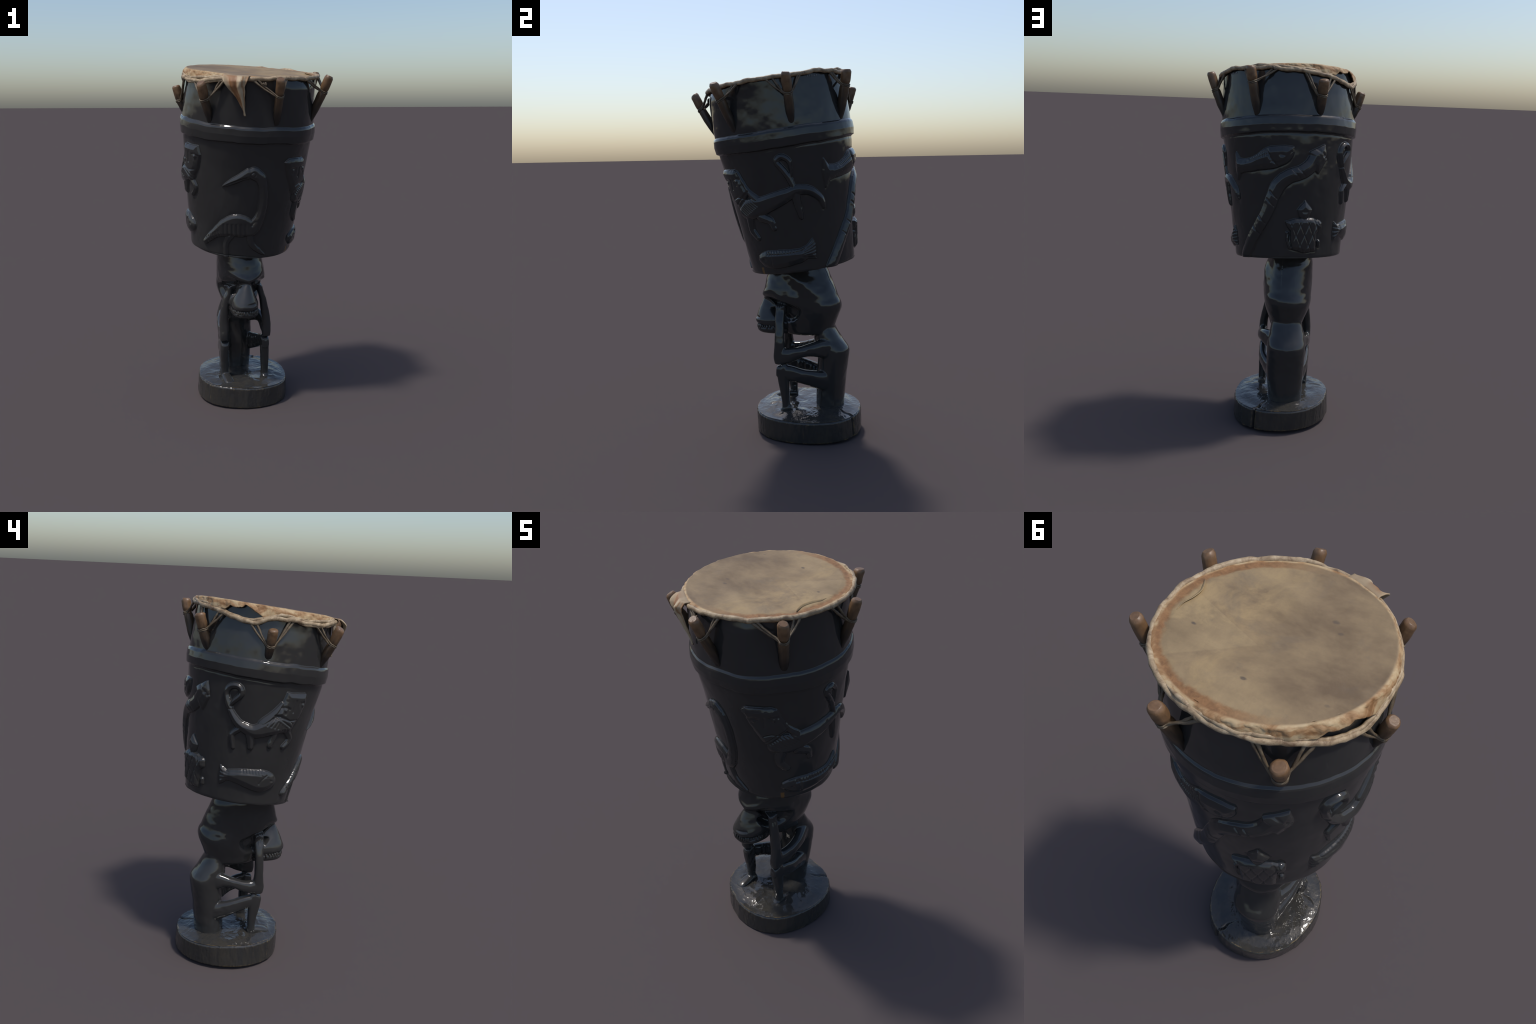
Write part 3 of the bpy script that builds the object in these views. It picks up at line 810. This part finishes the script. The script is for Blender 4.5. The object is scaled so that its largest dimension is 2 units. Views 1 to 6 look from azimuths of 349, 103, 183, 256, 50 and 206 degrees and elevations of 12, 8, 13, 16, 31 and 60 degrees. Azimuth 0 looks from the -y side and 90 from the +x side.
parts['right_arm'] = arm(
    [(.000, .335, .462, .020, .040), (.000, .285, .470, .036, .060), (.035, .235, .482, .034, .050), (.070, .180, .482, .029, .036), (.085, .130, .472, .027, .031), (.089, .070, .453, .027, .040), (.089, .020, .445, .026, .045), (.089, -.012, .440, .021, .036)],
    [(.089, .010, .402, .024, .024), (.089, .012, .440, .026, .034), (.089, .012, .50, .0245, .029), (.078, .011, .57, .0235, .027), (.067, .010, .635, .0200, .0265), (.052, .011, .690, .0165, .027), (.051, .012, .726, .012, .027)])
parts['left_arm'] = arm(
    [(-.125, .335, .450, .020, .040), (-.125, .285, .462, .036, .062), (-.142, .230, .466, .032, .045), (-.160, .170, .461, .028, .027), (-.168, .105, .437, .026, .030), (-.168, .055, .427, .026, .037), (-.168, .015, .425, .026, .040), (-.168, -.006, .425, .020, .034)],
    [(-.168, .012, .388, .024, .024), (-.168, .014, .430, .026, .032), (-.168, .013, .50, .0255, .025), (-.163, .013, .57, .0240, .024), (-.153, .013, .635, .0210, .0245), (-.134, .013, .690, .0170, .027), (-.132, .013, .726, .012, .027)])
def leg(thigh, x, kz):
    shin = limb([(x, .022, kz, .022, .026), (x, .028, kz - .02, .026, .036), (x, .034, .30, .026, .032), (x + .002, .040, .24, .0245, .026), (x + .003, .045, .18, .0225, .022), (x + .003, .046, .12, .0225, .022)], e=2.8)
    return join([limb(thigh, e=2.6), shin])
parts['right_leg'] = leg([(.005, .320, .280, .020, .040), (.005, .285, .288, .034, .060), (.035, .222, .304, .031, .051), (.072, .140, .330, .027, .041), (.082, .07, .349, .026, .043), (.082, .02, .356, .025, .038), (.082, -.006, .358, .021, .030)], .082, .392)
parts['left_leg'] = leg([(-.125, .320, .260, .020, .040), (-.125, .285, .268, .034, .056), (-.142, .230, .282, .031, .051), (-.160, .156, .309, .027, .041), (-.164, .083, .333, .026, .038), (-.164, .035, .342, .025, .034), (-.164, .006, .345, .021, .028)], -.164, .378)
parts['left_foot'] = limb([(-.158, .070, .150, .022, .020), (-.156, .03, .152, .027, .022), (-.150, -.02, .146, .030, .018), (-.146, -.05, .140, .026, .012), (-.145, -.062, .138, .014, .006)])
parts['right_foot'] = limb([(.084, .078, .150, .020, .020), (.086, .05, .146, .024, .018), (.087, .022, .138, .021, .010), (.088, .008, .132, .012, .005)])

V, F = join(list(parts.values()))
me = bpy.data.meshes.new('figure_union'); me.from_pydata(V.tolist(), [], F)
ob = bpy.data.objects.new('figure_union', me); bpy.context.scene.collection.objects.link(ob)
rm = ob.modifiers.new('r', 'REMESH'); rm.mode = 'VOXEL'; rm.voxel_size = .0036; rm.adaptivity = 0
sm = ob.modifiers.new('s', 'SMOOTH'); sm.factor = .5; sm.iterations = 7
dep = bpy.context.evaluated_depsgraph_get()
me2 = bpy.data.meshes.new_from_object(ob.evaluated_get(dep))
V = np.zeros(len(me2.vertices) * 3, np.float32); me2.vertices.foreach_get('co', V); V = V.reshape(-1, 3).astype(float)
F = [tuple(p.vertices) for p in me2.polygons]
bpy.data.objects.remove(ob); bpy.data.meshes.remove(me); bpy.data.meshes.remove(me2)
F = np.array([f for f in F if len(f) == 4])

rise = .36 * np.abs(V[:, 0] + .036) * sstep(.69, .75, V[:, 2]) * sstep(.90, .80, V[:, 2]) * sstep(.03, -.05, V[:, 1])
V[:, 2] += rise
# carve the eyes: one big almond hollow in each side of the head under the brow
def seg2(Y, Z, C):
    return Relief.seg(Y, Z, np.array(C, float))
x, y, z = V.T
eye = seg2(y, z, catmull([(-.092, .752, .006), (-.05, .734, .030), (.01, .698, .060), (.06, .682, .060), (.108, .696, .028), (.125, .715, .006)], 4))
dep_in = .037 * sstep(.003, -.028, eye) - .013 * np.exp(-(((y - .045) / .05) ** 2 + ((z - .672) / .028) ** 2))
# brow line cut above
brow = seg2(y, z, catmull([(-.10, .765, 0), (-.03, .782, 0), (.05, .762, 0), (.120, .722, 0)], 4))
dep_in = np.maximum(dep_in, 0) + .004 * np.exp(-(brow / .005) ** 2)
side = np.where(x > -.052, 1, -1)
flank = ((x > -.052 + .055) | (x < -.052 - .055)) & (z > .60) & (z < .80) & (y < .135)
handzone = (abs(y - .012) < .031) & (z < .728) & ((x > .030) | (x < -.112))
V[:, 0] -= np.where(flank & ~handzone, side * dep_in, 0)
V[:, 0] += np.where(V[:, 0] > -.02, .015 * np.exp(-(((y - .14) * .8 - (z - .86) * .6) / .10) ** 2 - (((y - .14) * .6 + (z - .86) * .8) / .036) ** 2), 0)
edges = np.vstack([F[:, [0, 1]], F[:, [1, 2]], F[:, [2, 3]], F[:, [3, 0]]])
cnt = np.zeros(len(V)); np.add.at(cnt, edges[:, 0], 1); np.add.at(cnt, edges[:, 1], 1)
zone = (sstep(.58, .62, z) * sstep(.86, .80, z) * sstep(.16, .13, y) * ~((y < -.06) & (z < .70)))[:, None]
for _ in range(9):
    acc = np.zeros_like(V); np.add.at(acc, edges[:, 0], V[edges[:, 1]]); np.add.at(acc, edges[:, 1], V[edges[:, 0]])
    V = V + .5 * zone * (acc / np.maximum(cnt, 1)[:, None] - V)
V[:, 0] -= np.where(V[:, 0] > -.02, .011 * np.exp(-((V[:, 1] - .21) / .08) ** 2 - ((V[:, 2] - .82) / .11) ** 2), 0)
# nostril, mouth and finger cuts
nos = np.exp(-((V[:, 0] + .022) / .026) ** 2 - ((z - .640) / .006) ** 2) * (y < -.12)
V[:, 1] += .007 * nos
fing = (z > .655) & (z < .74) & (abs(y - .012) < .032) & ((V[:, 0] > .03) | (V[:, 0] < -.11))
cutf = sum(np.exp(-((y - y0) / .0028) ** 2) for y0 in (-.003, .011, .025)) * sstep(.66, .69, z)
V[:, 0] -= np.where(fing, side * .004 * cutf, 0)
# hand-tool facets
amp = .0013
V[:, 0] += amp * fbm(V[:, 1] * 22, V[:, 2] * 22, 1, 2)
V[:, 1] += amp * fbm(V[:, 0] * 22 + 9, V[:, 2] * 22, 5, 2)
# rough, splintered wood on the inside between arms, legs and belly
inner = (abs(V[:, 0] + .05) < .10) & (V[:, 1] > .0) & (V[:, 1] < .215) & (V[:, 2] > .2) & (V[:, 2] < .55)
V[:, 0] += np.where(inner, .003 * fbm(V[:, 1] * 90, V[:, 2] * 30, 2, 2), 0)

tmp = bpy.data.meshes.new('tmp')
tmp.vertices.add(len(V)); tmp.vertices.foreach_set('co', V.astype(np.float32).ravel())
tmp.loops.add(F.size); tmp.loops.foreach_set('vertex_index', F.astype(np.int32).ravel())
tmp.polygons.add(len(F)); tmp.polygons.foreach_set('loop_start', np.arange(0, F.size, 4, dtype=np.int32))
tmp.update(calc_edges=True)
NF = np.zeros(len(V) * 3, np.float32); tmp.vertex_normals.foreach_get('vector', NF); NF = NF.reshape(-1, 3)
bpy.data.meshes.remove(tmp)
trees = [BVHTree.FromPolygons(p[0].tolist(), p[1]) for p in parts.values()]
cen = V[F].mean(1)
dist = np.zeros((len(cen), len(trees)))
for j, t in enumerate(trees):
    lo, hi = list(parts.values())[j][0].min(0) - .03, list(parts.values())[j][0].max(0) + .03
    ok = ((cen > lo) & (cen < hi)).all(1)
    dist[:, j] = 9
    for q in np.nonzero(ok)[0]:
        r = t.find_nearest(Vector(cen[q]), .05)
        if r[3] is not None: dist[q, j] = r[3]
lab = dist.argmin(1)
KIND = {'head': 'head', 'muzzle': 'muzzle', 'torso': 'torso', 'right_arm': 'arm', 'left_arm': 'arm', 'right_leg': 'leg', 'left_leg': 'leg', 'left_foot': 'foot', 'right_foot': 'foot'}
objs = {}
for j, nm in enumerate(parts):
    if (lab == j).any():
        objs[nm] = attach(region_object(KIND[nm], V, F[lab == j], NF, M_figure, None, Matrix()), thing)

# teeth: a row of small blocks in the lower jaw round the front of the muzzle
c, s = superellipse(400, 2.6)
xm, ym, wx, wy = -.053, -.006, .0765, .131
tme = None
a = np.linspace(math.radians(188), math.radians(352), 21)
for i, q in enumerate(a):
    cs, sn = math.cos(q), math.sin(q)
    ex = 2 / 2.6
    p = np.array([xm + wx * math.copysign(abs(cs) ** ex, cs), ym + wy * math.copysign(abs(sn) ** ex, sn), .5905 + .0015 * rng.normal()])
    if tme is None:
        sq = catmull([(-.010, .0062, .0075), (.002, .0062, .0070), (.009, .0050, .0050), (.0105, .003, .003)], 3)
        cc, ss = superellipse(12, 4)
        R = np.array([np.stack([w * cc, d * ss, np.full(12, h)], -1) for h, w, d in sq])
        v, f = ring_loft(R)
        ob = mesh_object('tooth', v, f, M_tooth); tme = ob.data
    else:
        ob = bpy.data.objects.new('tooth', tme); bpy.context.scene.collection.objects.link(ob)
    nrm = math.atan2(sn / wy, cs / wx)
    ob.matrix_basis = Matrix.Translation(Vector(p)) @ Matrix.Rotation(nrm + math.pi / 2 + .1 * rng.normal(), 4, 'Z') @ Matrix.Scale(1 + .15 * rng.normal(), 4)
    attach(ob, objs['muzzle'])

# ------------------------------------------------------------------ base
NB = 420
tb = np.linspace(-np.pi, np.pi, NB, endpoint=False)
cb = np.array([-.050, .150])
four = lambda c, t: c[0] + sum(c[2 * m - 1] * np.cos(m * t) + c[2 * m] * np.sin(m * t) for m in (1, 2, 3, 4))
rt = four([.2880, .0150, .0030, -.0114, .0007, -.0027, -.0036, -.0056, .003], tb)
rb_ = four([.2885, .0160, .0060, -.0090, .0050, -.0055, -.0040, -.0040, .001], tb)
rt = rt - .004 * np.exp(-((tb + 2.62) / .5) ** 2); rb_ = rb_ - .005 * np.exp(-((tb + 2.62) / .5) ** 2)
chip = .0022 * fbm(np.cos(tb) * 5, np.sin(tb) * 7, 3, 3)
def base_top(x, y):
    z = .130 - .03 * x
    rough = .0032 * fbm(x * 16, y * 16, 1, 3)
    ed = 1 - sstep(.20, .27, np.hypot((x - cb[0]) * .98, y - cb[1]))
    ridg = .0045 * (1 - abs(vnoise(x * 16 + .6 * vnoise(y * 20, x * 9), y * 24, 2)) * 2)
    rel = sstep(.16, -.02, y)                    # the front was dressed more coarsely
    z = z + (rough * .6 + ridg * (.12 + .6 * rel)) * (.25 + .75 * ed) + .011 * ed
    z = z + .010 * np.exp(-(((x + .035) / .06) ** 2 + ((y + .02) / .05) ** 2))
    z = z + .012 * np.exp(-(((x - .105) / .04) ** 2 + ((y - .11) / .05) ** 2)) + .006 * np.exp(-(((x + .06) / .14) ** 2 + ((y - .27) / .13) ** 2))
    return z
def base_bottom(x, y):
    return np.maximum(0, .006 - .02 * x + .022 * y - .0035)
crack_t = math.atan2(.418 - cb[1], .093 - cb[0])
rowsb = []
def brow_(r, zf, edge):
    X, Y = cb[0] + r * np.cos(tb), cb[1] + r * np.sin(tb)
    rowsb.append(np.stack([X, Y, zf(X, Y)], -1))
dth = (tb - crack_t + np.pi) % (2 * np.pi) - np.pi
for t in (.02, .5, .9):
    brow_(rb_ * t, lambda X, Y: base_bottom(X, Y) + .004, 0)
def crack_w(t):                                   # the split runs in from the rim and wavers
    c = dth - .12 * (1 - t) - .015 * math.sin(t * 30)
    return np.exp(-(c / (.010 + .012 * t)) ** 2) * np.clip((t - .62) / .25, 0, 1)
for q in np.linspace(0, 1, 26):
    k = q * q * (3 - 2 * q) * .3 + q * .7
    r = rb_ * (1 - k) + rt * k + chip * (.5 + .5 * q) + .0012 * fbm(tb * 30, q * 3 + 0 * tb, 2, 2)
    r = r - .008 * (max(0, 1 - q / .06) ** 2) - .007 * (max(0, (q - .94) / .06) ** 2) - .016 * crack_w(1.0)
    X, Y = cb[0] + r * np.cos(tb), cb[1] + r * np.sin(tb)
    zb, zt = base_bottom(X, Y), base_top(X, Y) - .003
    rowsb.append(np.stack([X, Y, zb * (1 - q) + zt * q], -1))
for t in np.concatenate([[.985, .97], np.linspace(.955, .02, 120)]):
    brow_((rt + chip) * t, lambda X, Y: base_top(X, Y) - .014 * crack_w(t), 0)
Rb = np.array(rowsb)
Vb = Rb.reshape(-1, 3)
Vb = np.vstack([Vb, Rb[0].mean(0), Rb[-1].mean(0)])
Fb = [tuple(int(i) for i in q) for q in grid_faces(len(Rb), NB)]
Fb += [(len(Vb) - 2, (j + 1) % NB, j) for j in range(NB)] + [(len(Vb) - 1, (len(Rb) - 1) * NB + j, (len(Rb) - 1) * NB + (j + 1) % NB) for j in range(NB)]
Vb[:, 2] -= Vb[:, 2].min()
base = mesh_object('base', Vb, Fb, M_base, None, Matrix(), angle=50)
attach(base, thing)
bpy.context.view_layer.update()
